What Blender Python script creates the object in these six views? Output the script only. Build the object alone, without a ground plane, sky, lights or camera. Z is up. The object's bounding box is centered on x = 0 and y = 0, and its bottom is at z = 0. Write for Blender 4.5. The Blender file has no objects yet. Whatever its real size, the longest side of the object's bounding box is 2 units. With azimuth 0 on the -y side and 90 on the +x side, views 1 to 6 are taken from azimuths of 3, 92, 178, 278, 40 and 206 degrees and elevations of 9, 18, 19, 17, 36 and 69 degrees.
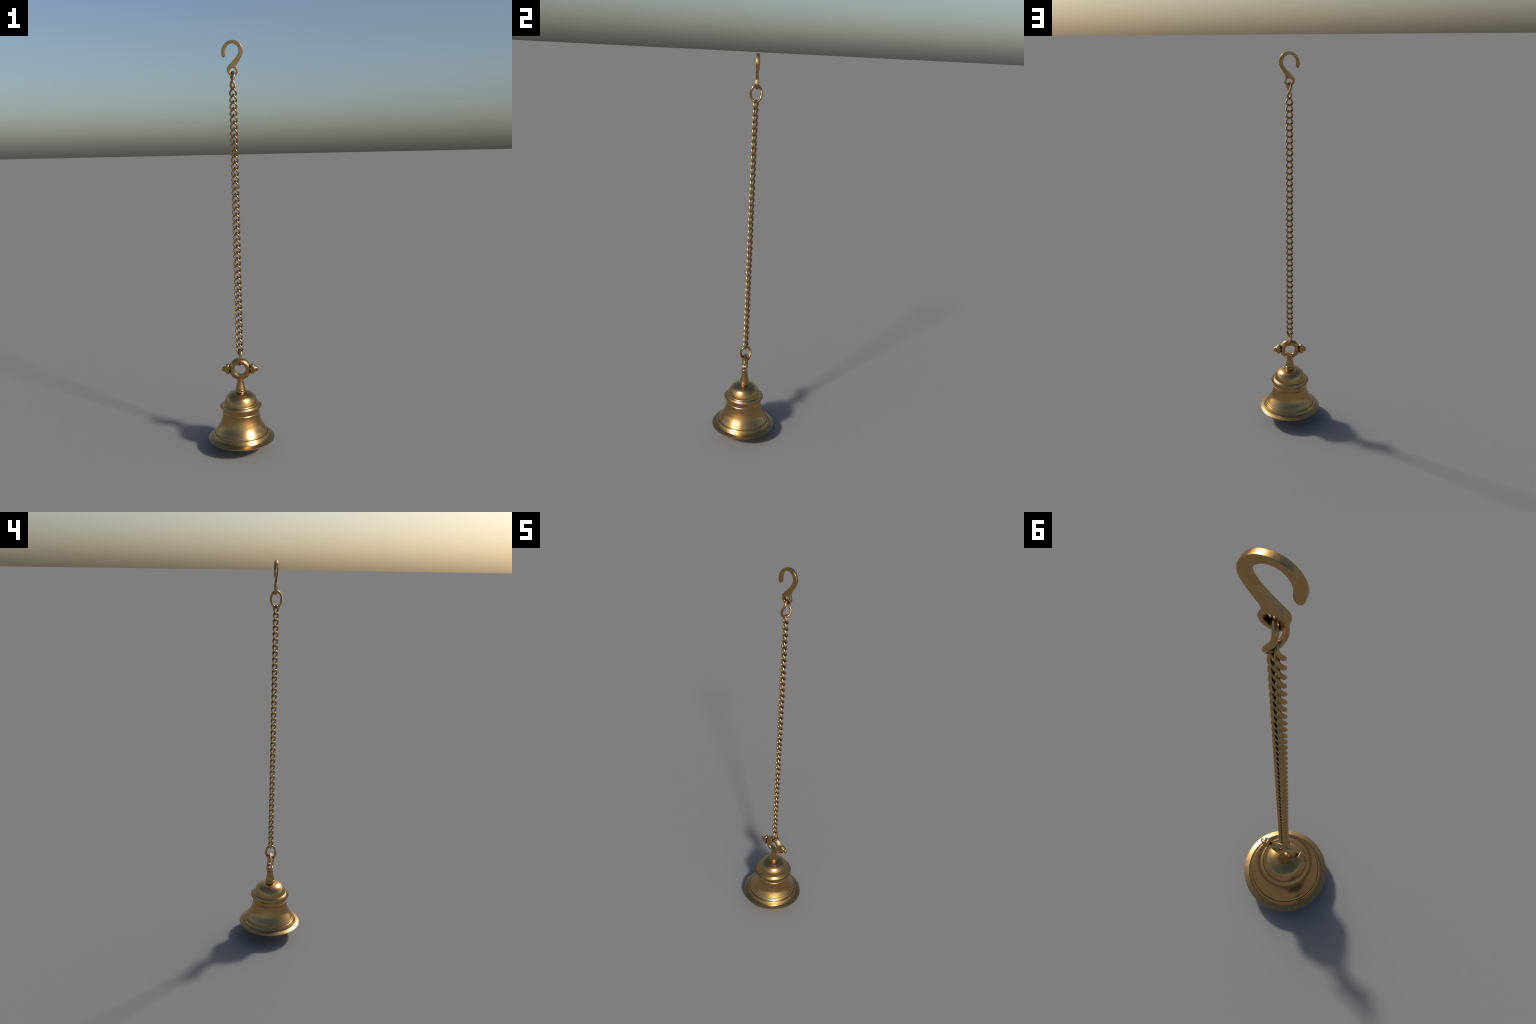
"""Brass temple bell hanging from a curb chain with an S-hook on top (1 unit = 1 m, 2 m tall)."""
import bpy, bmesh, math
from mathutils import Vector, Matrix

TAU = 2 * math.pi
scene = bpy.context.scene


# ------------------------------------------------------------------ helpers
def link_object(name, data, parent=None):
    ob = bpy.data.objects.new(name, data)
    scene.collection.objects.link(ob)
    if parent is not None:
        ob.parent = parent
    return ob


def finish_mesh(bm, name, material, sharp_deg=38):
    bmesh.ops.recalc_face_normals(bm, faces=bm.faces)
    me = bpy.data.meshes.new(name)
    bm.to_mesh(me)
    bm.free()
    me.polygons.foreach_set("use_smooth", [True] * len(me.polygons))
    me.set_sharp_from_angle(angle=math.radians(sharp_deg))
    me.materials.append(material)
    return me


def catmull(points, steps, closed=False):
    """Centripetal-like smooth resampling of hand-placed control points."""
    pts = [Vector(p) for p in points]
    n = len(pts)
    out = []
    last = n if closed else n - 1
    for i in range(last):
        p1, p2 = pts[i], pts[(i + 1) % n]
        p0 = pts[(i - 1) % n] if (closed or i > 0) else p1 + (p1 - p2)
        p3 = pts[(i + 2) % n] if (closed or i + 2 < n) else p2 + (p2 - p1)
        d = (p2 - p1).length
        # tangents scaled by chord so uneven spacing does not overshoot
        m1 = (p2 - p0) * (d / max(1e-9, (p2 - p1).length + (p1 - p0).length))
        m2 = (p3 - p1) * (d / max(1e-9, (p3 - p2).length + (p2 - p1).length))
        for k in range(steps):
            t = k / steps
            t2, t3 = t * t, t * t * t
            out.append(p1 * (2 * t3 - 3 * t2 + 1) + m1 * (t3 - 2 * t2 + t)
                       + p2 * (-2 * t3 + 3 * t2) + m2 * (t3 - t2))
    if not closed:
        out.append(pts[-1])
    return out


def lathe(profile, segments, name, material, sharp_deg=38):
    """Spin (radius, height) points round the z axis; radius 0 closes the end."""
    bm = bmesh.new()
    rings = []
    for r, z in profile:
        if r < 1e-6:
            rings.append([bm.verts.new((0, 0, z))])
        else:
            rings.append([bm.verts.new((r * math.cos(TAU * k / segments),
                                        r * math.sin(TAU * k / segments), z)) for k in range(segments)])
    for a, b in zip(rings, rings[1:]):
        for k in range(segments):
            j = (k + 1) % segments
            if len(a) == 1 and len(b) > 1:
                bm.faces.new((a[0], b[k], b[j]))
            elif len(b) == 1 and len(a) > 1:
                bm.faces.new((a[k], a[j], b[0]))
            elif len(a) > 1:
                bm.faces.new((a[k], a[j], b[j], b[k]))
    return finish_mesh(bm, name, material, sharp_deg)


def closed_tube(path, radius, sides, name, material):
    """Round wire swept along a closed path with a twist-free frame."""
    n = len(path)
    tangents = [(path[(i + 1) % n] - path[i - 1]).normalized() for i in range(n)]
    normal = tangents[0].orthogonal().normalized()
    frames = []
    for i in range(n):
        if i:
            normal = tangents[i - 1].rotation_difference(tangents[i]) @ normal
        normal = (normal - tangents[i] * normal.dot(tangents[i])).normalized()
        frames.append(normal.copy())
    closing = tangents[-1].rotation_difference(tangents[0]) @ frames[-1]
    binormal = tangents[0].cross(frames[0])
    drift = math.atan2(closing.dot(binormal), closing.dot(frames[0]))
    bm = bmesh.new()
    rings = []
    for i in range(n):
        rot = Matrix.Rotation(-drift * i / n, 3, tangents[i])
        u = rot @ frames[i]
        v = tangents[i].cross(u)
        rings.append([bm.verts.new(path[i] + radius * (u * math.cos(TAU * k / sides) + v * math.sin(TAU * k / sides)))
                      for k in range(sides)])
    for i in range(n):
        a, b = rings[i], rings[(i + 1) % n]
        for k in range(sides):
            bm.faces.new((a[k], a[(k + 1) % sides], b[(k + 1) % sides], b[k]))
    return finish_mesh(bm, name, material, 80)


def twisted_link_path(length, width, mid_angle, twist, count=72, squareness=2.0, snap=0.0, egg=0.0):
    """Centre line of an oval chain link, twisted about the vertical.
    Angles in degrees: direction of one strand seen from above at mid height, and its total turn top to bottom;
    snap gathers the turn towards the middle of the link; egg makes the lower end wider than the upper."""
    path = []
    for i in range(count):
        a = TAU * i / count
        c, s = math.cos(a), math.sin(a)
        e = 2.0 / squareness
        z = length / 2 * math.copysign(abs(c) ** e, c)
        w = width / 2 * math.copysign(abs(s) ** e, s)
        u = -z / length
        w *= 1 + egg * u
        if snap:
            u = 0.5 * math.tanh(snap * u) / math.tanh(snap * 0.5)
        phi = math.radians(mid_angle + twist * u)
        path.append(Vector((w * math.cos(phi), w * math.sin(phi), z)))
    return path


# ------------------------------------------------------------------ material
def brass(name, colour, dark, roughness, grain, scratch, baked_occlusion=0.45, reach=0.012, open_at=0.75, painted_shade=None):
    mat = bpy.data.materials.new(name)
    mat.use_nodes = True
    nt = mat.node_tree
    nd, lk = nt.nodes, nt.links
    bsdf = nd["Principled BSDF"]
    bsdf.inputs["Metallic"].default_value = 1.0
    coord = nd.new("ShaderNodeTexCoord")

    def noise(scale, detail=4.0, rough=0.6):
        t = nd.new("ShaderNodeTexNoise")
        t.inputs["Scale"].default_value = scale
        t.inputs["Detail"].default_value = detail
        t.inputs["Roughness"].default_value = rough
        lk.new(coord.outputs["Object"], t.inputs["Vector"])
        return t

    # slow patina patches
    patina = noise(14, 5, 0.65)
    ramp = nd.new("ShaderNodeValToRGB")
    ramp.color_ramp.elements[0].position = 0.30
    ramp.color_ramp.elements[0].color = (*dark, 1)
    ramp.color_ramp.elements[1].position = 0.62
    ramp.color_ramp.elements[1].color = (*colour, 1)
    lk.new(patina.outputs["Fac"], ramp.inputs["Fac"])
    # contact shadow in the creases, multiplied into the base colour
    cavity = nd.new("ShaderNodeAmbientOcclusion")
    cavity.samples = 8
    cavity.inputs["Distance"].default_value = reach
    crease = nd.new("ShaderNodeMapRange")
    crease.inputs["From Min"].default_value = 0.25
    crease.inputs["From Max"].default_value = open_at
    crease.inputs["To Min"].default_value = baked_occlusion
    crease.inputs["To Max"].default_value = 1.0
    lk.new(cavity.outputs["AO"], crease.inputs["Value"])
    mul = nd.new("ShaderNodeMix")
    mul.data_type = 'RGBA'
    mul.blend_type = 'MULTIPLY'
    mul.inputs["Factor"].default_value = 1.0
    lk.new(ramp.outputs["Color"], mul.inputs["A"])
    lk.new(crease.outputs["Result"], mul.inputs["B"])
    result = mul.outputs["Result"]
    if painted_shade:
        # dark reflection low on the skirt painted in, fading upwards: (full height, clear height, tint)
        low, high, tint = painted_shade
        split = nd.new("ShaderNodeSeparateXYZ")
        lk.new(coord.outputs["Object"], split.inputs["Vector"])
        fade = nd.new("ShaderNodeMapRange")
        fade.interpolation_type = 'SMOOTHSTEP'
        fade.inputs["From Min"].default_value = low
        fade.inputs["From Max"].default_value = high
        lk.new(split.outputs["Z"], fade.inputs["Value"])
        shade_mix = nd.new("ShaderNodeMix")
        shade_mix.data_type = 'RGBA'
        shade_mix.inputs["A"].default_value = (*tint, 1)
        lk.new(fade.outputs["Result"], shade_mix.inputs["Factor"])
        lk.new(result, shade_mix.inputs["B"])
        result = shade_mix.outputs["Result"]
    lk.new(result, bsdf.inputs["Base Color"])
    # uneven polish
    polish = noise(60, 6, 0.7)
    rr = nd.new("ShaderNodeMapRange")
    rr.inputs["From Min"].default_value = 0.3
    rr.inputs["From Max"].default_value = 0.7
    rr.inputs["To Min"].default_value = roughness - 0.05
    rr.inputs["To Max"].default_value = roughness + 0.07
    lk.new(polish.outputs["Fac"], rr.inputs["Value"])
    lk.new(rr.outputs["Result"], bsdf.inputs["Roughness"])
    # fine cast grain plus sparse little nicks
    fine = noise(420, 3, 0.6)
    nicks = nd.new("ShaderNodeTexVoronoi")
    nicks.inputs["Scale"].default_value = 85
    warp = nd.new("ShaderNodeMix")
    warp.data_type = 'RGBA'
    warp.inputs["Factor"].default_value = 0.06
    lk.new(coord.outputs["Object"], warp.inputs["A"])
    lk.new(noise(40).outputs["Color"], warp.inputs["B"])
    lk.new(warp.outputs["Result"], nicks.inputs["Vector"])
    pit = nd.new("ShaderNodeMapRange")
    pit.inputs["From Min"].default_value = 0.05
    pit.inputs["From Max"].default_value = 0.16
    lk.new(nicks.outputs["Distance"], pit.inputs["Value"])
    add = nd.new("ShaderNodeMath")
    add.operation = 'MULTIPLY_ADD'
    lk.new(pit.outputs["Result"], add.inputs[0])
    add.inputs[1].default_value = scratch
    lk.new(fine.outputs["Fac"], add.inputs[2])
    bump = nd.new("ShaderNodeBump")
    bump.inputs["Strength"].default_value = grain
    bump.inputs["Distance"].default_value = 0.001
    lk.new(add.outputs["Value"], bump.inputs["Height"])
    lk.new(bump.outputs["Normal"], bsdf.inputs["Normal"])
    return mat


BRASS = (0.515, 0.32, 0.128)
BRASS_DARK = (0.47, 0.285, 0.107)
bell_brass = brass("polished_bell_brass", BRASS, BRASS_DARK, 0.225, 0.04, 0.9, 0.7, painted_shade=(0.0735, 0.0865, (0.29, 0.175, 0.06)))
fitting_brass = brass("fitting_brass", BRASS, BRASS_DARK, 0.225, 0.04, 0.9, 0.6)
rim_brass = brass("scuffed_rim_brass", (0.46, 0.295, 0.125), (0.38, 0.24, 0.098), 0.28, 0.07, 1.8, 0.3, 0.016, 0.9)  # colour lowered to subdue the sunlit skirt's orange reflection on the lip
chain_brass = brass("chain_brass", BRASS, BRASS_DARK, 0.23, 0.02, 0.4, 0.04, 0.018, 0.95)  # strong occlusion tint blackens the shadowed gaps between links
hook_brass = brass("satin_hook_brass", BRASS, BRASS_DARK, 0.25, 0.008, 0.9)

# ------------------------------------------------------------------ the thing
bell_set = link_object("hanging_bell", None)
bell_set.empty_display_size = 0.1
bell_set["label"] = "brass temple bell hanging on a long curb chain with hook"
bell_set["category"] = "hanging bell"

# ------------------------------------------------------------------ bell
LIP_Z, LIP_R = 0.063, 0.167
skirt = [(0.1400, 0.0735), (0.1470, 0.0715), (0.1483, 0.0716), (0.1464, 0.0735), (0.1437, 0.0770), (0.1396, 0.0835), (0.1354, 0.0908), (0.1347, 0.0915), (0.1340, 0.0912)]
# cut groove, then a small ledge where the flare of the wall begins
groove = [(0.1340, 0.0912), (0.1335, 0.0895), (0.1326, 0.0893), (0.1322, 0.0920), (0.1322, 0.0960), (0.1318, 0.0971),
          (0.1307, 0.0984), (0.1288, 0.0999), (0.1276, 0.1019)]
flare = [(0.1276, 0.1019), (0.1248, 0.1068), (0.1210, 0.1130), (0.1177, 0.1180), (0.1138, 0.1240),
         (0.1102, 0.1300), (0.1078, 0.1345), (0.1049, 0.1410), (0.1013, 0.1520), (0.0977, 0.1640), (0.0945, 0.1770),
         (0.0925, 0.1870), (0.0921, 0.1900)]
neck_ridge = [(0.0921, 0.1900), (0.0929, 0.1922), (0.0935, 0.1950), (0.0933, 0.1978), (0.0922, 0.1995), (0.0913, 0.2010)]
collar = [(0.0913, 0.2010), (0.0909, 0.2060), (0.0909, 0.2130), (0.0914, 0.2188)]
bead = [(0.0914, 0.2188), (0.1045, 0.2290), (0.0864, 0.2400), (0.0850, 0.2410), (0.0837, 0.2440)]      # sharp-crested cone pair, shaded soft
dome = [(0.0837, 0.2440), (0.0820, 0.2520), (0.0790, 0.2620), (0.0748, 0.2720),
        (0.0690, 0.2810), (0.0610, 0.2885), (0.0500, 0.2945), (0.0370, 0.2985), (0.0220, 0.3005)]


def chain_profiles(*parts):
    out = []
    for part, steps in parts:
        seg = [tuple(v) for v in catmull([(r, z, 0) for r, z in part], steps)]
        out += [(x, y) for x, y, _ in (seg if not out else seg[1:])]
    return out


outer = chain_profiles((skirt, 1), (groove, 1), (flare, 5), (neck_ridge, 4), (collar, 3), (bead, 1), (dome, 6))
WALL = 0.0065
# hollow inside, a plain flared vault a wall's thickness in
inner = [(0.0, 0.2915), (0.030, 0.2900), (0.052, 0.2820), (0.066, 0.2700), (0.0740, 0.2520), (0.0790, 0.2300),
         (0.0835, 0.2000), (0.0880, 0.1700), (0.0985, 0.1420), (0.1115, 0.1150), (0.1260, 0.0930), (0.1400, 0.0735)]
inner = [(x, y) for x, y, _ in catmull([(r, z, 0) for r, z in inner], 4)]
body_profile = inner + outer + [(0.0, 0.3005)]
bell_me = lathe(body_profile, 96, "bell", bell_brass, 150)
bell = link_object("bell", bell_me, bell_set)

# turned-out lip: thin underside, rounded rim, nearly flat top running in under the skirt
lip_profile = [(0.1400, 0.0740), (0.1450, 0.0672), (0.1500, 0.0640), (0.1620, 0.0613), (0.1660, 0.0616), (LIP_R, LIP_Z), (0.1667, 0.0641),
               (0.1654, 0.0650), (0.1636, 0.0657), (0.1560, 0.0690), (0.1440, 0.0741)]
lip_profile.append(lip_profile[0])
lip = link_object("lip", lathe(lip_profile, 60, "lip", rim_brass, 40), bell)

# stem: beaded foot on the dome, tapering up to the ring
stem_profile = chain_profiles(
    ([(0.0215, 0.2985), (0.0240, 0.3004), (0.0256, 0.3014), (0.0258, 0.3026), (0.0251, 0.3040), (0.0247, 0.3062), (0.0246, 0.3105),
      (0.0242, 0.3132), (0.0229, 0.3146), (0.0219, 0.3152)], 3),
    ([(0.0219, 0.3152), (0.0217, 0.3160), (0.0222, 0.3168)], 2),
    ([(0.0222, 0.3168), (0.0236, 0.3174), (0.0240, 0.3184), (0.0235, 0.3198), (0.0227, 0.3235), (0.0212, 0.3305), (0.0195, 0.3380),
      (0.0178, 0.3470), (0.0159, 0.3580), (0.0142, 0.3690), (0.0130, 0.3790)], 3))
stem_profile = [(0.0, 0.2985)] + stem_profile + [(0.0, 0.3790)]
stem = link_object("stem", lathe(stem_profile, 48, "stem", fitting_brass), bell)

# suspension ring: flat faces, outer edge brought to a ridge
RING_Z = 0.4190
ring_section = [(0.0280, -0.0095), (0.0288, -0.0122), (0.0315, -0.0139), (0.0380, -0.0142), (0.0425, -0.0140), (0.0442, -0.0132),
                (0.0566, -0.0002), (0.0566, 0.0002),
                (0.0442, 0.0132), (0.0425, 0.0140), (0.0380, 0.0142), (0.0315, 0.0139), (0.0288, 0.0122), (0.0280, 0.0095)]
ring_section.append(ring_section[0])
ring_me = lathe(ring_section, 72, "suspension_ring", fitting_brass, 45)
ring_me.transform(Matrix.Translation((0, 0, RING_Z)) @ Matrix.Rotation(math.pi / 2, 4, 'X'))
ring = link_object("suspension_ring", ring_me, bell)

# finial on each side of the ring: a thick trefoil cut with grooves along its edge
half = [(0.0532, 0.0000), (0.0532, 0.0120), (0.0536, 0.0215), (0.0580, 0.0258), (0.0640, 0.0262), (0.0686, 0.0232),
        (0.0714, 0.0188), (0.0756, 0.0148), (0.0808, 0.0126), (0.0860, 0.0105), (0.0902, 0.0060), (0.0917, 0.0000)]
outline = half + [(x, -z) for x, z in reversed(half[1:-1])]
outline = [(x, z) for x, z, _ in catmull([(x, z, 0) for x, z in outline], 4, closed=True)]
CX = 0.0665


def finial_mesh():
    bm = bmesh.new()
    rows = []
    layers = 25
    depth = 0.0125
    for j in range(layers):
        t = -1 + 2 * j / (layers - 1)
        swell = (1 - abs(t) ** 4.0 * 0.26)                      # rounded over front and back
        cut = 0.06 * sum(math.exp(-((t - g) / 0.10) ** 2) for g in (-0.36, 0.36))
        k = swell - cut
        rows.append([bm.verts.new((CX + (x - CX) * (k if x > CX else 0.5 + 0.5 * k), depth * t * (1 - 0.38 * max(0.0, (x - CX) / 0.0252)), z * k)) for x, z in outline])
    n = len(outline)
    for a, b in zip(rows, rows[1:]):
        for i in range(n):
            bm.faces.new((a[i], a[(i + 1) % n], b[(i + 1) % n], b[i]))
    for row, y in ((rows[0], -depth * 1.06), (rows[-1], depth * 1.06)):
        inner_row = [bm.verts.new((CX + (v.co.x - CX) * 0.55, y, v.co.z * 0.55)) for v in row]
        for i in range(n):
            bm.faces.new((row[i], row[(i + 1) % n], inner_row[(i + 1) % n], inner_row[i]))
        c = bm.verts.new((CX, y, 0))
        for i in range(n):
            bm.faces.new((inner_row[i], inner_row[(i + 1) % n], c))
    # short oval root let into the ridge of the ring
    root = []
    for x, s in ((0.0440, 1.0), (0.0530, 1.0), (0.0560, 0.9)):
        root.append([bm.verts.new((x, 0.0070 * s * math.cos(TAU * k / 20), 0.0105 * s * math.sin(TAU * k / 20))) for k in range(20)])
    for a, b in zip(root, root[1:]):
        for k in range(20):
            bm.faces.new((a[k], a[(k + 1) % 20], b[(k + 1) % 20], b[k]))
    bm.faces.new(root[0])
    bm.faces.new(root[-1])
    return finish_mesh(bm, "finial", fitting_brass, 50)


finial_me = finial_mesh()
for turn in (0.0, math.pi):
    f = link_object("finial", finial_me, bell)
    f.location = (0, 0, RING_Z)
    f.rotation_euler = (0, 0, turn)

# clapper inside, its ball just showing below the lip and touching the ground
clapper_profile = [(0.0, 0.0)]
BALL = 0.033
for i in range(1, 20):
    a = math.pi * i / 22
    clapper_profile.append((BALL * math.sin(a), BALL - BALL * math.cos(a)))
clapper_profile += [(0.0075, 0.070), (0.0060, 0.085), (0.0055, 0.270), (0.0075, 0.285), (0.0, 0.2925)]
clapper = link_object("clapper", lathe(clapper_profile, 40, "clapper", fitting_brass), bell)

# ------------------------------------------------------------------ chain
chain = link_object("chain", None, bell_set)
chain.empty_display_size = 0.05

WIRE = 0.0090            # wire diameter of the small links
PITCH = 0.0310
LINK_LEN, LINK_WID = 0.0478, 0.0400
TOP_OF_CHAIN = 1.7915
LINKS = 41
small_path = twisted_link_path(LINK_LEN - WIRE, LINK_WID - WIRE, -30, 84, 72, 2.0, 0.0, 0.42)
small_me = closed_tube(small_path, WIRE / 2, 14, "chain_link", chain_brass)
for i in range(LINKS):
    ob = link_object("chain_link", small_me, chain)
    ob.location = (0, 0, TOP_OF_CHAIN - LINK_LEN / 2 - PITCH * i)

BIG_WIRE = 0.0116
BIG_LEN, BIG_WID = 0.0872, 0.0628
big_path = twisted_link_path(BIG_LEN - BIG_WIRE, BIG_WID - BIG_WIRE, -90, -54, 96, 2.2, 3.6)
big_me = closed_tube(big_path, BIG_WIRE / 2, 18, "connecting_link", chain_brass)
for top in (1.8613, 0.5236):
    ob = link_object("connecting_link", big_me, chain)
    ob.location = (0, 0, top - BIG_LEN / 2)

# ------------------------------------------------------------------ hook
# outline in millimetres from (x = 0, z = 1.9 m): tip, over the crook, down the shank, round the eye, back up
hook_outline = [(-40.8, 23.7), (-47.3, 28.9), (-50.4, 42.8), (-48.6, 58.4), (-42.8, 72.2), (-33.5, 84.8), (-20.0, 94.8), (-8.0, 99.1),
                (3.0, 100.0), (14.3, 98.6), (25.5, 94.3), (37.0, 85.0), (45.6, 72.9), (49.6, 61.3), (50.2, 50.3), (47.3, 36.9),
                (41.5, 25.0), (34.0, 12.2), (25.9, -0.6), (20.3, -9.8), (18.4, -16.0), (19.8, -22.8), (23.1, -30.2), (24.7, -37.4),
                (23.4, -45.4), (18.7, -53.2), (10.9, -59.2), (0.4, -61.7), (-11.0, -58.6), (-19.6, -50.7), (-24.6, -41.2),
                (-26.1, -31.1), (-24.3, -22.0), (-18.6, -14.1), (-10.3, -6.2), (-0.9, 3.4), (8.4, 13.1), (17.7, 23.5), (24.8, 33.6),
                (29.2, 43.4), (30.6, 52.3), (29.1, 61.4), (24.7, 71.3), (17.5, 79.0), (8.4, 83.9), (-1.1, 85.3), (-11.5, 83.0),
                (-20.2, 77.4), (-27.1, 68.5), (-30.6, 59.6), (-31.8, 48.5), (-31.5, 39.6), (-32.6, 31.8), (-35.9, 25.9)]
EYE = (0.9, -38.2, 14.0)
ROUND = 0.0017           # edge rounding
HALF_T = 0.0066

cu = bpy.data.curves.new("hook_outline", 'CURVE')
cu.dimensions = '2D'
cu.fill_mode = 'BOTH'
cu.extrude = HALF_T - ROUND
cu.bevel_depth = ROUND
cu.bevel_resolution = 3
cu.offset = -ROUND
cu.resolution_u = 5


def add_spline(points):
    sp = cu.splines.new('BEZIER')
    sp.bezier_points.add(len(points) - 1)
    for bp, (x, z) in zip(sp.bezier_points, points):
        bp.co = (x / 1000, z / 1000, 0)
        bp.handle_left_type = bp.handle_right_type = 'AUTO'
    sp.use_cyclic_u = True


add_spline(hook_outline)
add_spline([(EYE[0] + EYE[2] * math.cos(TAU * k / 16), EYE[1] + EYE[2] * math.sin(TAU * k / 16)) for k in range(16)])
tmp = link_object("hook_outline", cu)
dg = bpy.context.evaluated_depsgraph_get()
dg.update()
hook_me = bpy.data.meshes.new_from_object(tmp.evaluated_get(dg))
bpy.data.objects.remove(tmp)
bpy.data.curves.remove(cu)
hook_me.name = "hook"
bm = bmesh.new()
bm.from_mesh(hook_me)
bmesh.ops.remove_doubles(bm, verts=bm.verts, dist=1e-5)
bm.transform(Matrix.Translation((0, 0.0025, 1.9)) @ Matrix.Rotation(math.pi / 2, 4, 'X'))
bpy.data.meshes.remove(hook_me)
hook = link_object("hook", finish_mesh(bm, "hook", hook_brass, 35), bell_set)
